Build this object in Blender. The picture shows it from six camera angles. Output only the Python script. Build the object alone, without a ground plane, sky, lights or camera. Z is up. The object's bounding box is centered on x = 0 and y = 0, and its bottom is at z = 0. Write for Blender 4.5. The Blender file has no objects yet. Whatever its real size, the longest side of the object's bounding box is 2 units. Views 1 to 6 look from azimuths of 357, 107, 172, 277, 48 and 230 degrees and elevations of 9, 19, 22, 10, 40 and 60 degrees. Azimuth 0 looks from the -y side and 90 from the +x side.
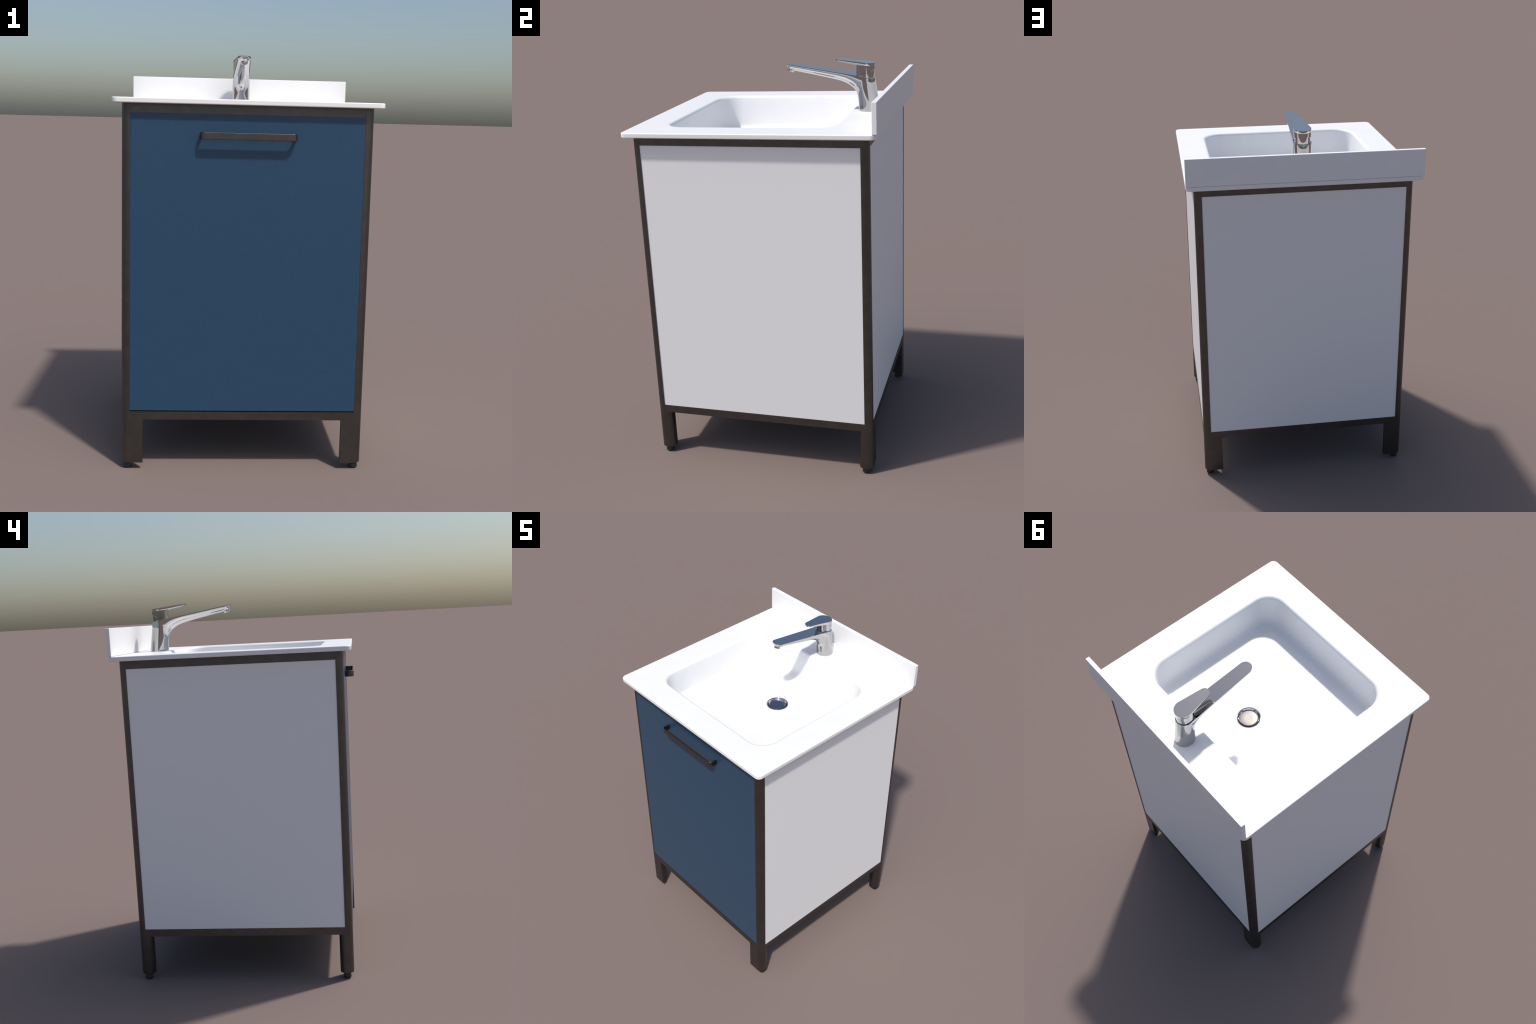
"""Bathroom vanity unit: dark metal frame, white panels, blue door, white moulded
basin top with backsplash, chrome single-lever tap and drain.  Units: metres."""
import bpy, bmesh, math
from mathutils import Vector, Matrix

# ------------------------------------------------------------------ dimensions
BX = 0.5735                    # half width of the cabinet frame
YF, YB = -0.5700, 0.5742       # front / back planes of the frame
OPEN_X = 0.5335                # half width of the front / back opening
OPEN_YF, OPEN_YB = -0.5305, 0.5360   # side opening
OPEN_Z0, OPEN_Z1 = 0.284, 1.6755
RAIL_Z0 = 0.2440               # underside of the bottom rails
TOP_Z0, TOP_Z1 = 1.7180, 1.7425      # basin top slab
LEG_Z0 = 0.0310
CX, CYF, CYB = 0.6150, -0.6110, 0.6155   # slab half width, front, back

# ------------------------------------------------------------------ materials
def new_mat(name):
    m = bpy.data.materials.new(name)
    m.use_nodes = True
    nt = m.node_tree
    return m, nt, nt.nodes["Principled BSDF"]

def noise_colour(nt, bsdf, c0, c1, scale, detail=4.0, lo=0.35, hi=0.65, stretch=(1, 1, 1)):
    tc = nt.nodes.new("ShaderNodeTexCoord")
    mp = nt.nodes.new("ShaderNodeMapping")
    mp.inputs["Scale"].default_value = stretch
    nz = nt.nodes.new("ShaderNodeTexNoise")
    nz.inputs["Scale"].default_value = scale
    nz.inputs["Detail"].default_value = detail
    rp = nt.nodes.new("ShaderNodeValToRGB")
    rp.color_ramp.elements[0].position = lo
    rp.color_ramp.elements[1].position = hi
    rp.color_ramp.elements[0].color = (*c0, 1)
    rp.color_ramp.elements[1].color = (*c1, 1)
    nt.links.new(tc.outputs["Object"], mp.inputs["Vector"])
    nt.links.new(mp.outputs["Vector"], nz.inputs["Vector"])
    nt.links.new(nz.outputs["Fac"], rp.inputs["Fac"])
    nt.links.new(rp.outputs["Color"], bsdf.inputs["Base Color"])
    return tc, nz

def grain_bump(nt, bsdf, tc, scale, strength, dist=0.001):
    nz = nt.nodes.new("ShaderNodeTexNoise")
    nz.inputs["Scale"].default_value = scale
    nz.inputs["Detail"].default_value = 3
    bp = nt.nodes.new("ShaderNodeBump")
    bp.inputs["Strength"].default_value = strength
    bp.inputs["Distance"].default_value = dist
    nt.links.new(tc.outputs["Object"], nz.inputs["Vector"])
    nt.links.new(nz.outputs["Fac"], bp.inputs["Height"])
    nt.links.new(bp.outputs["Normal"], bsdf.inputs["Normal"])

def make_materials():
    M = {}
    m, nt, b = new_mat("white_solid_surface")
    noise_colour(nt, b, (0.872, 0.872, 0.876), (0.890, 0.890, 0.894), 9, 3)
    b.inputs["Roughness"].default_value = 0.35
    b.inputs["Specular IOR Level"].default_value = 0.35
    M["white"] = m

    m, nt, b = new_mat("white_laminate")
    tc, _ = noise_colour(nt, b, (0.870, 0.865, 0.875), (0.895, 0.890, 0.900), 240, 3)
    grain_bump(nt, b, tc, 420, 0.08)
    b.inputs["Roughness"].default_value = 0.5
    M["panel"] = m

    m, nt, b = new_mat("blue_laminate")
    tc, _ = noise_colour(nt, b, (0.0192, 0.0608, 0.1190), (0.0226, 0.0680, 0.1310), 150, 4)
    grain_bump(nt, b, tc, 420, 0.12)
    b.inputs["Roughness"].default_value = 0.28
    b.inputs["Specular IOR Level"].default_value = 0.42
    M["blue"] = m

    m, nt, b = new_mat("dark_bronze_metal")
    tc, nz = noise_colour(nt, b, (0.116, 0.107, 0.103), (0.138, 0.127, 0.123), 22, 7, 0.40, 0.75)
    grain_bump(nt, b, tc, 300, 0.06)
    b.inputs["Metallic"].default_value = 1.0
    b.inputs["Roughness"].default_value = 0.42
    M["frame"] = m

    m, nt, b = new_mat("dark_handle_metal")
    noise_colour(nt, b, (0.122, 0.113, 0.109), (0.145, 0.135, 0.130), 30, 4)
    b.inputs["Metallic"].default_value = 1.0
    b.inputs["Roughness"].default_value = 0.33
    M["handle"] = m

    m, nt, b = new_mat("polished_chrome")
    tc = nt.nodes.new("ShaderNodeTexCoord")
    nz = nt.nodes.new("ShaderNodeTexNoise")
    nz.inputs["Scale"].default_value = 40
    mr = nt.nodes.new("ShaderNodeMapRange")
    mr.inputs["To Min"].default_value = 0.035
    mr.inputs["To Max"].default_value = 0.055
    nt.links.new(tc.outputs["Object"], nz.inputs["Vector"])
    nt.links.new(nz.outputs["Fac"], mr.inputs["Value"])
    nt.links.new(mr.outputs["Result"], b.inputs["Roughness"])
    b.inputs["Base Color"].default_value = (0.46, 0.46, 0.46, 1)
    b.inputs["Metallic"].default_value = 1.0
    M["chrome"] = m

    m, nt, b = new_mat("black_rubber")
    noise_colour(nt, b, (0.014, 0.016, 0.017), (0.022, 0.025, 0.026), 60, 3)
    b.inputs["Roughness"].default_value = 0.4
    M["rubber"] = m

    m, nt, b = new_mat("aerator_mesh")
    tc = nt.nodes.new("ShaderNodeTexCoord")
    vo = nt.nodes.new("ShaderNodeTexVoronoi")
    vo.inputs["Scale"].default_value = 350
    rp = nt.nodes.new("ShaderNodeValToRGB")
    rp.color_ramp.elements[0].color = (0.02, 0.02, 0.02, 1)
    rp.color_ramp.elements[1].color = (0.18, 0.18, 0.18, 1)
    nt.links.new(tc.outputs["Object"], vo.inputs["Vector"])
    nt.links.new(vo.outputs["Distance"], rp.inputs["Fac"])
    nt.links.new(rp.outputs["Color"], b.inputs["Base Color"])
    b.inputs["Roughness"].default_value = 0.5
    M["mesh"] = m
    return M

# ------------------------------------------------------------------ mesh helpers
def obj_from_bm(bm, name, mat, parent, smooth_angle=None, weighted=False):
    """weighted: smooth shading whose normals follow the large faces, so that only the bevels bend the light"""
    bmesh.ops.recalc_face_normals(bm, faces=bm.faces)
    bm.verts.index_update()
    normals = []
    if weighted:
        bm.normal_update()
        for v in bm.verts:
            n = Vector((0, 0, 0))
            for f in v.link_faces:
                n += f.normal * f.calc_area()
            normals.append(n.normalized())
    me = bpy.data.meshes.new(name)
    bm.to_mesh(me)
    bm.free()
    me.materials.append(mat)
    ob = bpy.data.objects.new(name, me)
    bpy.context.scene.collection.objects.link(ob)
    ob.parent = parent
    if smooth_angle is not None:
        me.shade_smooth()
        me.set_sharp_from_angle(angle=math.radians(smooth_angle))
    if weighted:
        me.shade_smooth()
        me.normals_split_custom_set_from_vertices(normals)
    return ob

def add_box(bm, lo, hi):
    vs = [bm.verts.new((x, y, z)) for z in (lo[2], hi[2]) for y in (lo[1], hi[1]) for x in (lo[0], hi[0])]
    for f in ((0, 1, 3, 2), (4, 5, 7, 6), (0, 1, 5, 4), (1, 3, 7, 5), (3, 2, 6, 7), (2, 0, 4, 6)):
        bm.faces.new([vs[i] for i in f])
    return vs

def bevel_all(bm, width, segs=2):
    es = [e for e in bm.edges if len(e.link_faces) == 2 and e.calc_face_angle(0) > math.radians(40)]
    bmesh.ops.bevel(bm, geom=es, offset=width, segments=segs, profile=0.5, affect='EDGES', clamp_overlap=True)

def box_part(name, lo, hi, mat, parent, bevel=0.001, segs=2):
    bm = bmesh.new()
    add_box(bm, lo, hi)
    bmesh.ops.recalc_face_normals(bm, faces=bm.faces)
    if bevel:
        bevel_all(bm, bevel, segs)
    return obj_from_bm(bm, name, mat, parent, weighted=bool(bevel))

def prism(bm, outline, z0, z1):
    a = [bm.verts.new((x, y, z0)) for x, y in outline]
    b = [bm.verts.new((x, y, z1)) for x, y in outline]
    n = len(outline)
    for i in range(n):
        j = (i + 1) % n
        bm.faces.new((a[i], a[j], b[j], b[i]))
    bm.faces.new(a)
    bm.faces.new(b)

def corner_rounded_rect(x0, y0, x1, y1, radii, seg=8):
    """outline; radii for corners (x0,y0) (x1,y0) (x1,y1) (x0,y1)"""
    pts = []
    for (cx, cy, sx, sy, a0), r in zip(((x0, y0, 1, 1, 180), (x1, y0, -1, 1, 270), (x1, y1, -1, -1, 0), (x0, y1, 1, -1, 90)), radii):
        if r <= 0:
            pts.append((cx, cy))
            continue
        for k in range(seg + 1):
            a = math.radians(a0 + 90 * k / seg)
            pts.append((cx + sx * r + r * math.cos(a), cy + sy * r + r * math.sin(a)))
    return pts

def bridge_rings(bm, rings, close=True):
    """rings: lists of BMVerts of the same length"""
    for r0, r1 in zip(rings[:-1], rings[1:]):
        n = len(r0)
        for i in range(n if close else n - 1):
            j = (i + 1) % n
            bm.faces.new((r0[i], r0[j], r1[j], r1[i]))

def lathe(bm, profile, centre, seg=48, axis=Matrix.Identity(3), cap0=True, cap1=True):
    rings = []
    c = Vector(centre)
    for r, h in profile:
        rings.append([bm.verts.new(c + axis @ Vector((r * math.cos(2 * math.pi * k / seg), r * math.sin(2 * math.pi * k / seg), h))) for k in range(seg)])
    bridge_rings(bm, rings)
    if cap0:
        bm.faces.new(rings[0])
    if cap1:
        bm.faces.new(rings[-1])
    return rings

# ------------------------------------------------------------------ cabinet
def build_legs(M, root):
    """four corner posts: slim rounded angle above the bottom rail, deeper rounded leg below it"""
    R = 0.0357                     # radius of the round corner tube
    PLATE = 0.0155                 # thickness of the flat wing on the front / back face
    for sx in (-1, 1):
        for front in (True, False):
            sy = -1 if front else 1
            y_out = YF if front else YB
            y_open = OPEN_YF if front else OPEN_YB
            cx, cy = sx * (BX - R), y_out - sy * R
            def at(a):               # point on the tube, angle from the outward x axis towards the outward y axis
                a = math.radians(a)
                return (cx + sx * R * math.cos(a), cy + sy * R * math.sin(a))
            bm = bmesh.new()
            # lower leg: round tube with a flat wing running inwards
            # half-round outer side, flat inner side, and the wing
            low = [(sx * 0.4715, y_out)] + [at(90 - 180 * k / 30) for k in range(31)] + \
                  [(cx - sx * 0.018, y_out - sy * 2 * R), (cx - sx * 0.018, y_out - sy * PLATE), (sx * 0.4715, y_out - sy * PLATE)]
            prism(bm, low, LEG_Z0, RAIL_Z0 + 0.003)
            # upper post: only the outer quarter of the tube shows beside the panels
            up = [(sx * OPEN_X, y_out)] + [at(90 - 6 * k) for k in range(0, 16)] + [(BX * sx, y_open), (sx * OPEN_X, y_open)]
            prism(bm, up, RAIL_Z0 + 0.003, TOP_Z0 + 0.0005)
            leg = obj_from_bm(bm, "leg", M["frame"], root, 40)
            # levelling foot
            bm = bmesh.new()
            prof = [(0.0160, 0.0), (0.0198, 0.0014), (0.0212, 0.0045), (0.0211, 0.0085), (0.0203, 0.0125),
                    (0.0190, 0.0170), (0.0181, 0.0220), (0.0178, 0.0325)]
            lathe(bm, prof, (sx * 0.5440, cy, 0.0), 32)
            obj_from_bm(bm, "levelling_foot", M["rubber"], leg, 50)

def build_rails(M, root):
    f = M["frame"]
    def rail(boxes):
        bm = bmesh.new()
        for lo, hi in boxes:
            add_box(bm, lo, hi)
        obj_from_bm(bm, "rail", f, root)
    for z0, z1, lip in ((RAIL_Z0, OPEN_Z0, +1), (OPEN_Z1, TOP_Z0 + 0.0005, -1)):
        za, zb = (z0, z1 + 0.012) if lip > 0 else (z0 - 0.012, z1)
        e = 0.0007
        # front (with a stop lip behind the door) and back
        rail([((-OPEN_X - .01, YF + e, z0), (OPEN_X + .01, YF + 0.030, z1)),
              ((-OPEN_X, YF + 0.0225, za), (OPEN_X, YF + 0.035, zb))])
        rail([((-OPEN_X - .01, YB - 0.030, z0), (OPEN_X + .01, YB - e, z1))])
        for sx in (-1, 1):
            xs = sorted((sx * (BX - e), sx * (BX - 0.030)))
            rail([((xs[0], OPEN_YF - .01, z0), (xs[1], OPEN_YB + .01, z1))])
    # upright door stops behind the front posts
    for sx in (-1, 1):
        xs = sorted((sx * (OPEN_X + 0.012), sx * (OPEN_X - 0.014)))
        box_part("door_stop", (xs[0], YF + 0.0215, OPEN_Z0 - 0.004), (xs[1], YF + 0.034, OPEN_Z1 + 0.004), f, root, 0)

def build_panels(M, root):
    rec, th, o = 0.0027, 0.016, 0.004
    for sx in (-1, 1):
        xs = sorted((sx * (BX - rec), sx * (BX - rec - th)))
        box_part("side_panel", (xs[0], OPEN_YF - o, OPEN_Z0 - o), (xs[1], OPEN_YB + o, OPEN_Z1 + o), M["panel"], root, 0)
    box_part("back_panel", (-OPEN_X - o, YB - rec - th, OPEN_Z0 - o), (OPEN_X + o, YB - rec, OPEN_Z1 + o), M["panel"], root, 0)
    box_part("bottom_panel", (-BX + 0.021, YF + 0.031, RAIL_Z0 + 0.006), (BX - 0.021, YB - 0.021, RAIL_Z0 + 0.022), M["frame"], root, 0)

def build_door(M, root):
    g = 0.0004
    door = box_part("door", (-OPEN_X + g, YF + 0.0005, OPEN_Z0 + 0.0045), (OPEN_X - g, YF + 0.0185, OPEN_Z1 - g), M["blue"], root, 0.0006, 2)
    # bow handle: flat strip bent to a U with rounded corners
    hx, y0, y1, r, t = 0.2185, YF - 0.0005, -0.6178, 0.020, 0.0075
    z0, z1 = 1.5640, 1.5955
    def path(inset):
        rr = r - inset
        pts = [(-hx + inset, y0)]
        for k in range(11):
            a = math.radians(180 + 90 * k / 10)
            pts.append((-hx + r + rr * math.cos(a), y1 + r + rr * math.sin(a)))
        for k in range(11):
            a = math.radians(270 + 90 * k / 10)
            pts.append((hx - r + rr * math.cos(a), y1 + r + rr * math.sin(a)))
        pts.append((hx - inset, y0))
        return pts
    bm = bmesh.new()
    po, pi_ = path(0.0), path(t)
    rows = []
    for (a, b) in zip(po, pi_):
        rows.append([bm.verts.new((a[0], a[1], z0)), bm.verts.new((a[0], a[1], z1)), bm.verts.new((b[0], b[1], z1)), bm.verts.new((b[0], b[1], z0))])
    bridge_rings(bm, rows)
    bm.faces.new(rows[0]); bm.faces.new(rows[-1])
    bmesh.ops.recalc_face_normals(bm, faces=bm.faces)
    es = [e for e in bm.edges if len(e.link_faces) == 2 and e.calc_face_angle(0) > math.radians(60) and abs(e.verts[0].co.z - e.verts[1].co.z) < 1e-6]
    bmesh.ops.bevel(bm, geom=es, offset=0.0020, segments=3, profile=0.5, affect='EDGES')
    obj_from_bm(bm, "handle", M["handle"], door, weighted=True)

# ------------------------------------------------------------------ basin top
BASIN_CX, BASIN_X, BASIN_YF, BASIN_YB = 0.0, 0.4640, -0.4590, 0.3985
DRAIN = Vector((0.0, 0.0855))
DRAIN_R = 0.0655
FLOOR_Z = 1.5395

def rr_ring(hx, yf, yb, r, n_side=10, n_arc=12):
    """rounded rectangle as a closed list of (x, y) with fixed point count"""
    pts = []
    cy = (yf + yb) / 2
    cs = [(hx - r, yb - r, 0), (-hx + r, yb - r, 90), (-hx + r, yf + r, 180), (hx - r, yf + r, 270)]
    for i, (cx, cyy, a0) in enumerate(cs):
        for k in range(n_arc + 1):
            a = math.radians(a0 + 90 * k / n_arc)
            pts.append((cx + r * math.cos(a), cyy + r * math.sin(a)))
        nx, ny, na = cs[(i + 1) % 4]
        p0 = pts[-1]
        p1 = (nx + r * math.cos(math.radians(na)), ny + r * math.sin(math.radians(na)))
        for k in range(1, n_side):
            f = k / n_side
            pts.append((p0[0] + (p1[0] - p0[0]) * f, p0[1] + (p1[1] - p0[1]) * f))
    return pts

def build_top(M, root):
    bm = bmesh.new()
    rings = []
    def add(pts, z):
        rings.append([bm.verts.new((x, y, z if not callable(z) else z(x, y))) for x, y in pts])
        return rings[-1]
    # --- slab underside -> rounded edge -> deck
    def slab(inset, z):
        add(rr_ring(CX - inset, CYF + inset, CYB - inset, 0.030 - min(inset, 0.02)), z)
    slab(0.075, TOP_Z0)
    slab(0.0065, TOP_Z0)
    rb = 0.005
    for k in range(1, 6):
        a = math.radians(90 * k / 5)
        slab(rb * (1 - math.sin(a)), TOP_Z0 + rb * (1 - math.cos(a)))
    slab(0.0, TOP_Z0 + rb + 0.001)
    slab(0.0, TOP_Z1 - rb - 0.001)
    for k in range(0, 6):
        a = math.radians(90 * k / 5)
        slab(rb * (1 - math.cos(a)), TOP_Z1 - rb + rb * math.sin(a))
    slab(0.0065, TOP_Z1)
    # --- deck to lip
    def basin(inset, z, extra_r=0.0, back=0.0):
        return rr_ring(BASIN_X - inset, BASIN_YF + inset, BASIN_YB - inset - back, 0.112 - 0.45 * inset + extra_r), z
    add(*basin(-0.006, TOP_Z1))
    lip_index = len(rings)
    add(*basin(0.0, TOP_Z1))
    rl = 0.0155
    steep = math.radians(87)
    for k in range(1, 7):
        a = steep * k / 6
        add(*basin(rl * math.sin(a), TOP_Z1 - rl * (1 - math.cos(a))))
    in0 = rl * math.sin(steep); z_l = TOP_Z1 - rl * (1 - math.cos(steep))
    rf = 0.045
    floor_edge = FLOOR_Z + 0.006
    # wall, straight part then the fillet to the floor
    z_f = floor_edge + rf * (1 - math.cos(steep))
    run = (z_l - z_f) / math.tan(steep)
    for k in range(1, 4):
        f = k / 3
        add(*basin(in0 + run * f, z_l + (z_f - z_l) * f))
    for k in range(1, 13):
        a = steep * (1 - k / 12)
        add(*basin(in0 + run + rf * (math.sin(steep) - math.sin(a)), floor_edge + rf * (1 - math.cos(a))))
    # floor: blends to the round drain seat
    last = [(v.co.x, v.co.y) for v in rings[-1]]
    n = len(last)
    circ = []
    for x, y in last:
        a = math.atan2((y - DRAIN.y), (x - DRAIN.x))
        circ.append((DRAIN.x + math.cos(a) * 0.084, DRAIN.y + math.sin(a) * 0.084))
    for k in range(1, 9):
        f = k / 8
        pts = [(p[0] + (q[0] - p[0]) * f, p[1] + (q[1] - p[1]) * f) for p, q in zip(last, circ)]
        add(pts, floor_edge + (FLOOR_Z + 0.003 - floor_edge) * (f * f * (3 - 2 * f)))
    # shallow dip round the drain, then the seat hidden under its flange
    for r, z in ((0.080, 0.0028), (0.076, 0.0022), (0.072, 0.0012), (0.068, 0.0003), (0.0645, 0.0), (0.0625, 0.0), (0.0605, 0.0), (0.060, -0.020)):
        add([(DRAIN.x + (x - DRAIN.x) * r / 0.084, DRAIN.y + (y - DRAIN.y) * r / 0.084) for x, y in circ], FLOOR_Z + z)
    bridge_rings(bm, rings)
    bm.faces.new(rings[-1])
    bmesh.ops.recalc_face_normals(bm, faces=bm.faces)
    if sum((f.normal.z for f in bm.faces if f.calc_center_median().z > TOP_Z1 - 1e-5)) < 0:
        bmesh.ops.reverse_faces(bm, faces=bm.faces)
    bm.normal_update()
    seen = {}
    for i, rg in enumerate(rings):
        for v in rg:
            seen[v] = i
    # two parts of one smooth surface: deck slab and bowl
    def extract(keep, name):
        vmap, verts, normals, faces = {}, [], [], []
        for f in bm.faces:
            if not keep(f):
                continue
            idx = []
            for v in f.verts:
                if v not in vmap:
                    vmap[v] = len(verts)
                    verts.append(v.co.copy())
                    normals.append(v.normal.copy())
                idx.append(vmap[v])
            faces.append(idx)
        me = bpy.data.meshes.new(name)
        me.from_pydata(verts, [], faces)
        me.materials.append(M["white"])
        me.shade_smooth()
        me.normals_split_custom_set_from_vertices(normals)
        ob = bpy.data.objects.new(name, me)
        bpy.context.scene.collection.objects.link(ob)
        ob.parent = root
        return ob
    extract(lambda f: min(seen[v] for v in f.verts) < lip_index, "countertop")
    extract(lambda f: min(seen[v] for v in f.verts) >= lip_index, "basin_bowl")
    bm.free()

    # backsplash upstand, set on the slab's back edge
    bm = bmesh.new()
    add_box(bm, (-0.6138, 0.5950, TOP_Z1 + 0.0012), (0.6138, 0.6178, 1.8865))
    bmesh.ops.recalc_face_normals(bm, faces=bm.faces)
    bevel_all(bm, 0.0022, 3)
    obj_from_bm(bm, "backsplash", M["white"], root, weighted=True)

# ------------------------------------------------------------------ drain
def build_drain(M, root):
    c = (DRAIN.x, DRAIN.y, FLOOR_Z)
    bm = bmesh.new()
    prof = [(0.0656, -0.003), (0.0657, 0.0004), (0.0652, 0.0010), (0.0645, 0.0012), (0.0618, 0.0010), (0.0605, 0.0003),
            (0.0592, -0.0015), (0.0575, -0.0050), (0.0550, -0.0085), (0.0520, -0.0115), (0.0490, -0.0128), (0.045, -0.0130)]
    lathe(bm, prof, c, 64, cap0=False, cap1=True)
    ring = obj_from_bm(bm, "drain_ring", M["chrome"], root, 50)
    bm = bmesh.new()
    prof = [(0.0455, -0.0140), (0.0474, -0.0095), (0.0476, -0.0070), (0.0470, -0.0055), (0.0459, -0.0047), (0.0446, -0.0045), (0.02, -0.0045)]
    lathe(bm, prof, c, 64, cap0=False)
    obj_from_bm(bm, "drain_plug", M["chrome"], ring, 30)

# ------------------------------------------------------------------ tap
def lerp_table(tab, u):
    if u <= tab[0][0]:
        return tab[0][1]
    for (a, va), (b, vb) in zip(tab[:-1], tab[1:]):
        if u <= b:
            return va + (vb - va) * (u - a) / (b - a)
    return tab[-1][1]

def catmull(pts, n):
    """smooth curve through 2D control points, n samples evenly along it"""
    P = [Vector(p) for p in pts]
    P = [P[0] * 2 - P[1]] + P + [P[-1] * 2 - P[-2]]
    dense = []
    for i in range(1, len(P) - 2):
        for k in range(24):
            t = k / 24
            a, b, c, d = P[i - 1], P[i], P[i + 1], P[i + 2]
            dense.append(0.5 * ((2 * b) + (c - a) * t + (2 * a - 5 * b + 4 * c - d) * t * t + (3 * b - a - 3 * c + d) * t ** 3))
    dense.append(P[-2])
    L = [0.0]
    for p, q in zip(dense[:-1], dense[1:]):
        L.append(L[-1] + (q - p).length)
    out, j = [], 0
    for k in range(n):
        s = L[-1] * k / (n - 1)
        while j < len(L) - 2 and L[j + 1] < s:
            j += 1
        f = (s - L[j]) / max(L[j + 1] - L[j], 1e-9)
        out.append(dense[j] + (dense[j + 1] - dense[j]) * min(max(f, 0), 1))
    return out

TAP_Z0 = TOP_Z1 - 0.001
SP_SLOPE = -0.167
def top_plane(y):            # flat upper face of the spout, running on through the body
    return 1.9205 + (y - 0.420) * SP_SLOPE

def body_section(z):         # centre y, half depth, half width of the tapered body
    f = min(max((z - 1.741) / (1.91 - 1.741), 0), 1)
    return 0.4795 - 0.018 * f, 0.0530 - 0.0065 * f, 0.0495 - 0.0030 * f

def spout_half_width(y):
    return lerp_table([(0.09, 0.0350), (0.46, 0.0465), (0.51, 0.0465)], y)

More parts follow.
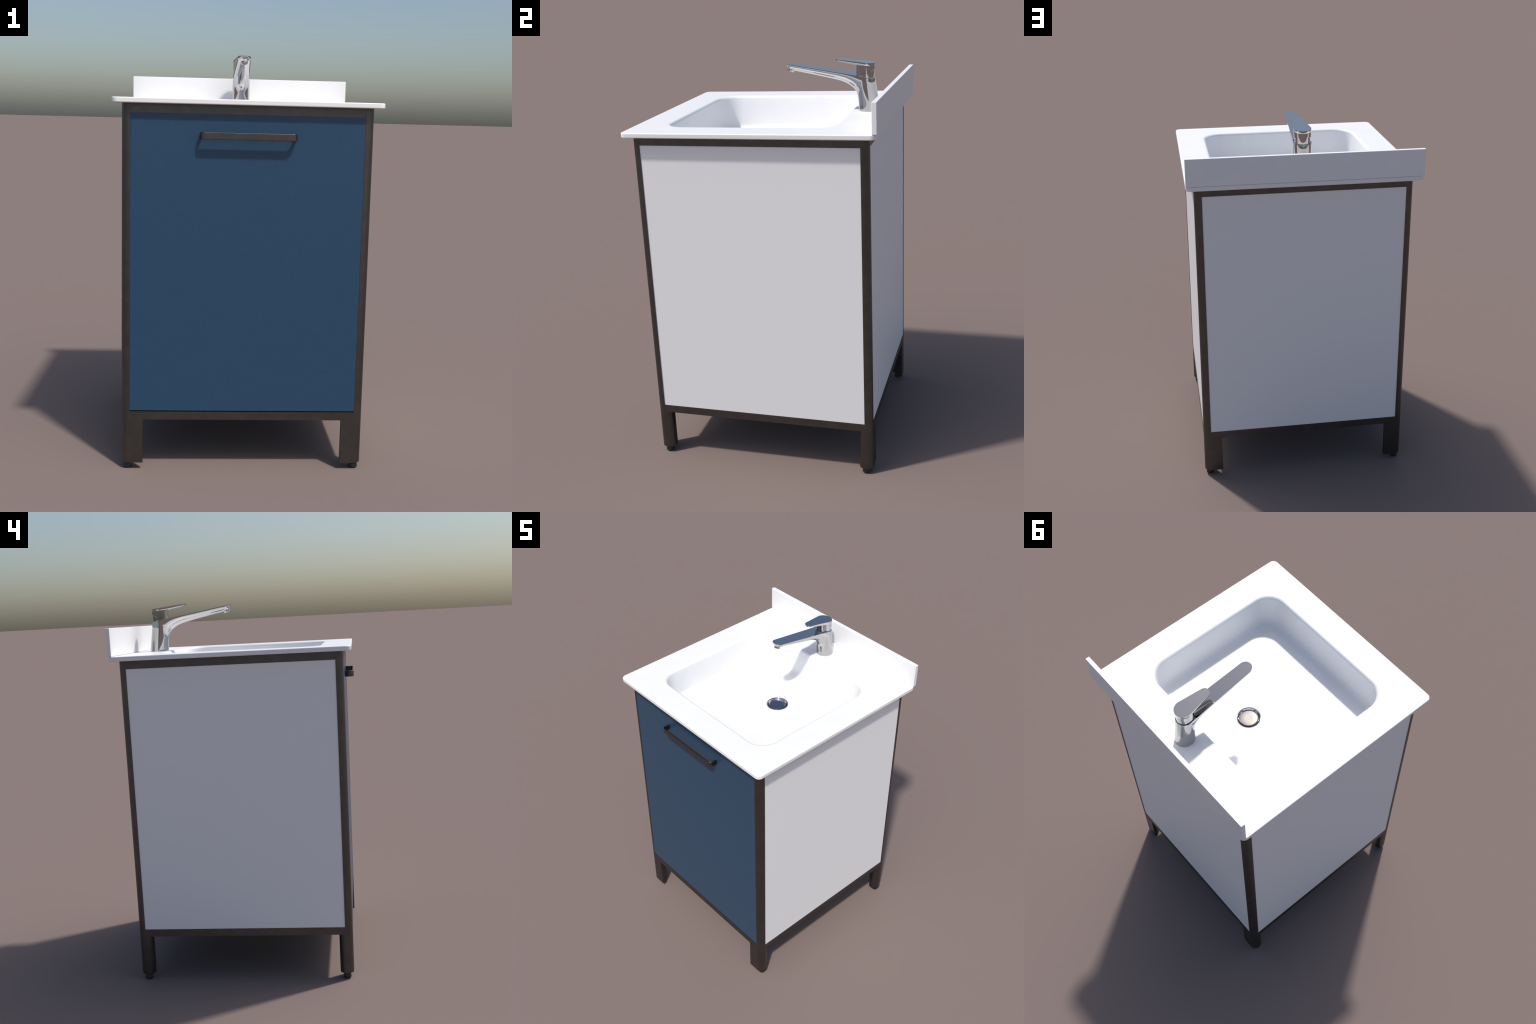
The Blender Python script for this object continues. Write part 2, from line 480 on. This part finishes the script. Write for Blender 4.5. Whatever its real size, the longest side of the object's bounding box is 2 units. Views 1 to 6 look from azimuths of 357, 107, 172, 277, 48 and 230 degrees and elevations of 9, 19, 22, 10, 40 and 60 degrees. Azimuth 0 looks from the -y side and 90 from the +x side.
def build_tap(M, root):
    n = 90
    # side profile: the under/front edge from below the tip to the foot of the body ...
    lower = catmull([(0.094, 1.944), (0.190, 1.9245), (0.300, 1.9005), (0.354, 1.8850), (0.398, 1.8580),
                     (0.4165, 1.8300), (0.4225, 1.7950), (0.4262, TAP_Z0)], n)
    # ... and the upper/back edge: along the flat top and down the back of the body
    yb = body_section(top_plane(0.507))
    upper = catmull([(0.090, top_plane(0.090)), (0.190, top_plane(0.190)), (0.300, top_plane(0.300)), (0.370, top_plane(0.37)), (0.43, top_plane(0.43)),
                     (0.480, top_plane(0.480)), (0.5075, top_plane(0.5075))], 62)
    zt = top_plane(0.5075)
    back = []
    for k in range(1, n - 61):
        z = zt + (TAP_Z0 - zt) * k / (n - 62)
        c, d, w = body_section(z)
        back.append(Vector((c + d, z)))
    upper = upper + back
    # match the lower samples so that the sections fan round the inner bend
    low_len = len(lower)
    def low_at(k):
        f = k / (n - 1)
        # the fan: spout stations 0..0.47 -> spout underside, rest -> body front
        g = lerp_table([(0.0, 0.0), (0.50, 0.56), (0.69, 0.70), (1.0, 1.0)], f)
        u = g * (low_len - 1)
        i = min(int(u), low_len - 2)
        return lower[i] + (lower[i + 1] - lower[i]) * (u - i)
    def thickness(y):
        best = None
        for p in lower:
            if p.x >= y:
                return top_plane(y) - p.y
        return 0.16
    def half_width(y, z):
        c, d, w = body_section(z)
        q = 1 - ((y - c) / d) ** 2
        hb = w * math.sqrt(q) if q > 0 else 0.0
        hs = 0.0
        t = thickness(min(y, 0.4195))
        W = spout_half_width(y)
        dd = (top_plane(y) - z) / t
        if dd < 1 and y < 0.475:
            hs = W * max(0.0, 1 - max(dd, 0) ** 2.3) ** 0.62
        m = max(hb, hs)
        k = 0.004
        return m + max(k - abs(hb - hs), 0) ** 2 / (4 * k) * (1 if hb > 0 and hs > 0 and y < 0.44 else 0)
    nf = 33
    grid = []
    for k in range(n):
        T, B = upper[k], low_at(k)
        row = []
        for j in range(nf):
            f = 0.5 - 0.5 * math.cos(math.pi * j / (nf - 1))
            p = T + (B - T) * f
            h = half_width(p.x, p.y)
            if j == nf - 1:
                h = 0.0
            row.append([p, h])
        grid.append(row)
    # fair the half widths so that the mirror finish runs without ripples
    for it in range(10):
        new = [[c[1] for c in r] for r in grid]
        for k in range(1, n - 1):
            for j in range(1, nf - 1):
                w = min(max((0.452 - grid[k][j][0].x) / 0.03, 0.0), 1.0)
                if w <= 0 or j < 2:
                    continue
                new[k][j] = (1 - w) * grid[k][j][1] + w * (grid[k][j][1] * 2 + grid[k - 1][j][1] + grid[k + 1][j][1] + grid[k][j - 1][1] + grid[k][j + 1][1]) / 6
        for k in range(n):
            for j in range(nf):
                grid[k][j][1] = new[k][j]
    bm = bmesh.new()
    R, L = [], []
    for k, row in enumerate(grid):
        rv, lv = [], []
        for j, (p, h) in enumerate(row):
            if h < 1e-5 or j == nf - 1:
                v = bm.verts.new((0, p.x, p.y)); rv.append(v); lv.append(v)
            else:
                rv.append(bm.verts.new((h, p.x, p.y))); lv.append(bm.verts.new((-h, p.x, p.y)))
        R.append(rv); L.append(lv)
    def quad(a, b, c, d):
        vs = []
        for v in (a, b, c, d):
            if v not in vs:
                vs.append(v)
        if len(vs) > 2:
            try:
                bm.faces.new(vs)
            except ValueError:
                pass
    for k in range(n - 1):
        for j in range(nf - 1):
            quad(R[k][j], R[k][j + 1], R[k + 1][j + 1], R[k + 1][j])
            quad(L[k][j], L[k + 1][j], L[k + 1][j + 1], L[k][j + 1])
        quad(R[k][0], R[k + 1][0], L[k + 1][0], L[k][0])          # flat top
    # rounded spout end: sections turned round the tip, shrinking towards the front
    prevR, prevL = R[0], L[0]
    T0, B0 = grid[0][0][0], grid[0][nf - 1][0]
    W0 = grid[0][0][1]
    steps = 12
    for s in range(1, steps + 1):
        a = math.radians(90 * s / steps)
        adv = 0.0350 * math.sin(a)
        sc = math.cos(a)
        rv, lv = [], []
        last = s == steps
        for j in range(nf):
            p, h = grid[0][j]
            f = (T0.y - p.y) / (T0.y - B0.y)
            tuck = 1 - 0.30 * f ** 1.6                       # the end slopes back underneath
            y = p.x - adv * tuck
            z = p.y - SP_SLOPE * 0 + (adv * tuck) * (-SP_SLOPE)
            hh = h * (sc if not last else 0)
            if hh < 1e-5:
                v = bm.verts.new((0, y, z)); rv.append(v); lv.append(v)
            else:
                rv.append(bm.verts.new((hh, y, z))); lv.append(bm.verts.new((-hh, y, z)))
        for j in range(nf - 1):
            quad(rv[j], rv[j + 1], prevR[j + 1], prevR[j])
            quad(lv[j], prevL[j], prevL[j + 1], lv[j + 1])
        quad(rv[0], prevR[0], prevL[0], lv[0])
        prevR, prevL = rv, lv
    bmesh.ops.remove_doubles(bm, verts=bm.verts, dist=1e-6)
    tap = obj_from_bm(bm, "tap_body", M["chrome"], root, 38)

    # aerator, tilted forward under the spout end
    tilt = math.radians(-23)
    ax = Matrix.Rotation(tilt, 3, 'X')
    c = Vector((0.0, 0.0775, 1.9410))
    bm = bmesh.new()
    lathe(bm, [(0.0120, 0.004), (0.0150, 0.0005), (0.0165, 0.0), (0.0176, 0.0008), (0.0180, 0.0022), (0.0180, 0.0240)], c, 40, ax, cap0=False)
    aer = obj_from_bm(bm, "aerator", M["chrome"], tap, 45)
    bm = bmesh.new()
    lathe(bm, [(0.0135, 0.0012), (0.006, 0.0008)], c, 32, ax)
    obj_from_bm(bm, "aerator_screen", M["mesh"], aer, 45)

    # collar under the lever cap
    CY, CR = 0.4615, 0.0462
    bm = bmesh.new()
    seg = 64
    rings = []
    for z_f in (lambda y: top_plane(y) - 0.006, lambda y: 1.955):
        rings.append([bm.verts.new((0.0425 * math.cos(2 * math.pi * k / seg), CY + 0.0425 * math.sin(2 * math.pi * k / seg),
                                    z_f(CY + 0.0425 * math.sin(2 * math.pi * k / seg)))) for k in range(seg)])
    bridge_rings(bm, rings)
    bm.faces.new(rings[1])
    obj_from_bm(bm, "tap_collar", M["chrome"], tap, 45)

    # lever: teardrop paddle with a cap that drops over the collar
    def lever_top(y):
        return 1.9770 + (0.5075 - y) * 0.1125
    def seam(y):
        return lerp_table([(0.41, 1.9235), (0.445, 1.9255), (0.470, 1.9300), (0.5085, 1.9460)], y)
    tr, tc = 0.0262, 0.3365
    bm = bmesh.new()
    d = CY - tc
    phi = math.asin((CR - tr) / d)
    outline = []
    na, nb = 40, 24
    for k in range(na + 1):          # back arc, right -> left over +y
        a = -phi + (math.pi + 2 * phi) * k / na
        outline.append((CR * math.cos(a), CY + CR * math.sin(a)))
    for k in range(1, 8):
        f = k / 8
        p0 = (CR * math.cos(math.pi + phi), CY + CR * math.sin(math.pi + phi))
        p1 = (tr * math.cos(math.pi + phi), tc + tr * math.sin(math.pi + phi))
        outline.append((p0[0] + (p1[0] - p0[0]) * f, p0[1] + (p1[1] - p0[1]) * f))
    for k in range(nb + 1):
        a = math.pi + phi + (math.pi - 2 * phi) * k / nb
        outline.append((tr * math.cos(a), tc + tr * math.sin(a)))
    for k in range(1, 8):
        f = k / 8
        p0 = (tr * math.cos(-phi), tc + tr * math.sin(-phi))
        p1 = (CR * math.cos(-phi), CY + CR * math.sin(-phi))
        outline.append((p0[0] + (p1[0] - p0[0]) * f, p0[1] + (p1[1] - p0[1]) * f))
    def thick(y):
        return lerp_table([(0.31, 0.0085), (0.42, 0.0150), (0.51, 0.0165)], y)
    def ring(inset, fz):
        out = []
        for x, y in outline:
            cy = CY if y > CY else (tc if y < tc else y)
            v = Vector((x, y - cy)); l = v.length
            v = v * ((l - inset) / l)
            out.append(bm.verts.new((v.x, cy + v.y, fz(cy + v.y))))
        return out
    rs = [ring(0.0, lever_top),
          ring(0.0, lambda y: lever_top(y) - thick(y) + 0.0020),
          ring(0.0007, lambda y: lever_top(y) - thick(y) + 0.0006),
          ring(0.0025, lambda y: lever_top(y) - thick(y))]
    bridge_rings(bm, rs)
    bm.faces.new(rs[0]); bm.faces.new(rs[-1])
    # cap cylinder
    rings = []
    zs = [lambda y: lever_top(y) - 0.006, lambda y: seam(y) + 0.0012, seam, lambda y: seam(y)]
    rr = [CR - 0.00005, CR - 0.00005, CR - 0.0012, 0.0400]
    for fz, r in zip(zs, rr):
        rings.append([bm.verts.new((r * math.cos(2 * math.pi * k / seg), CY + r * math.sin(2 * math.pi * k / seg),
                                    fz(CY + CR * math.sin(2 * math.pi * k / seg)))) for k in range(seg)])
    bridge_rings(bm, rings)
    obj_from_bm(bm, "tap_lever", M["chrome"], tap, 35)

# ------------------------------------------------------------------ assemble
def main():
    M = make_materials()
    root = bpy.data.objects.new("bathroom_vanity", None)
    bpy.context.scene.collection.objects.link(root)
    root["label"] = "white washbasin on dark-framed cabinet with blue door"
    root["category"] = "bathroom vanity"
    build_legs(M, root)
    build_rails(M, root)
    build_panels(M, root)
    build_door(M, root)
    build_top(M, root)
    build_drain(M, root)
    build_tap(M, root)

main()
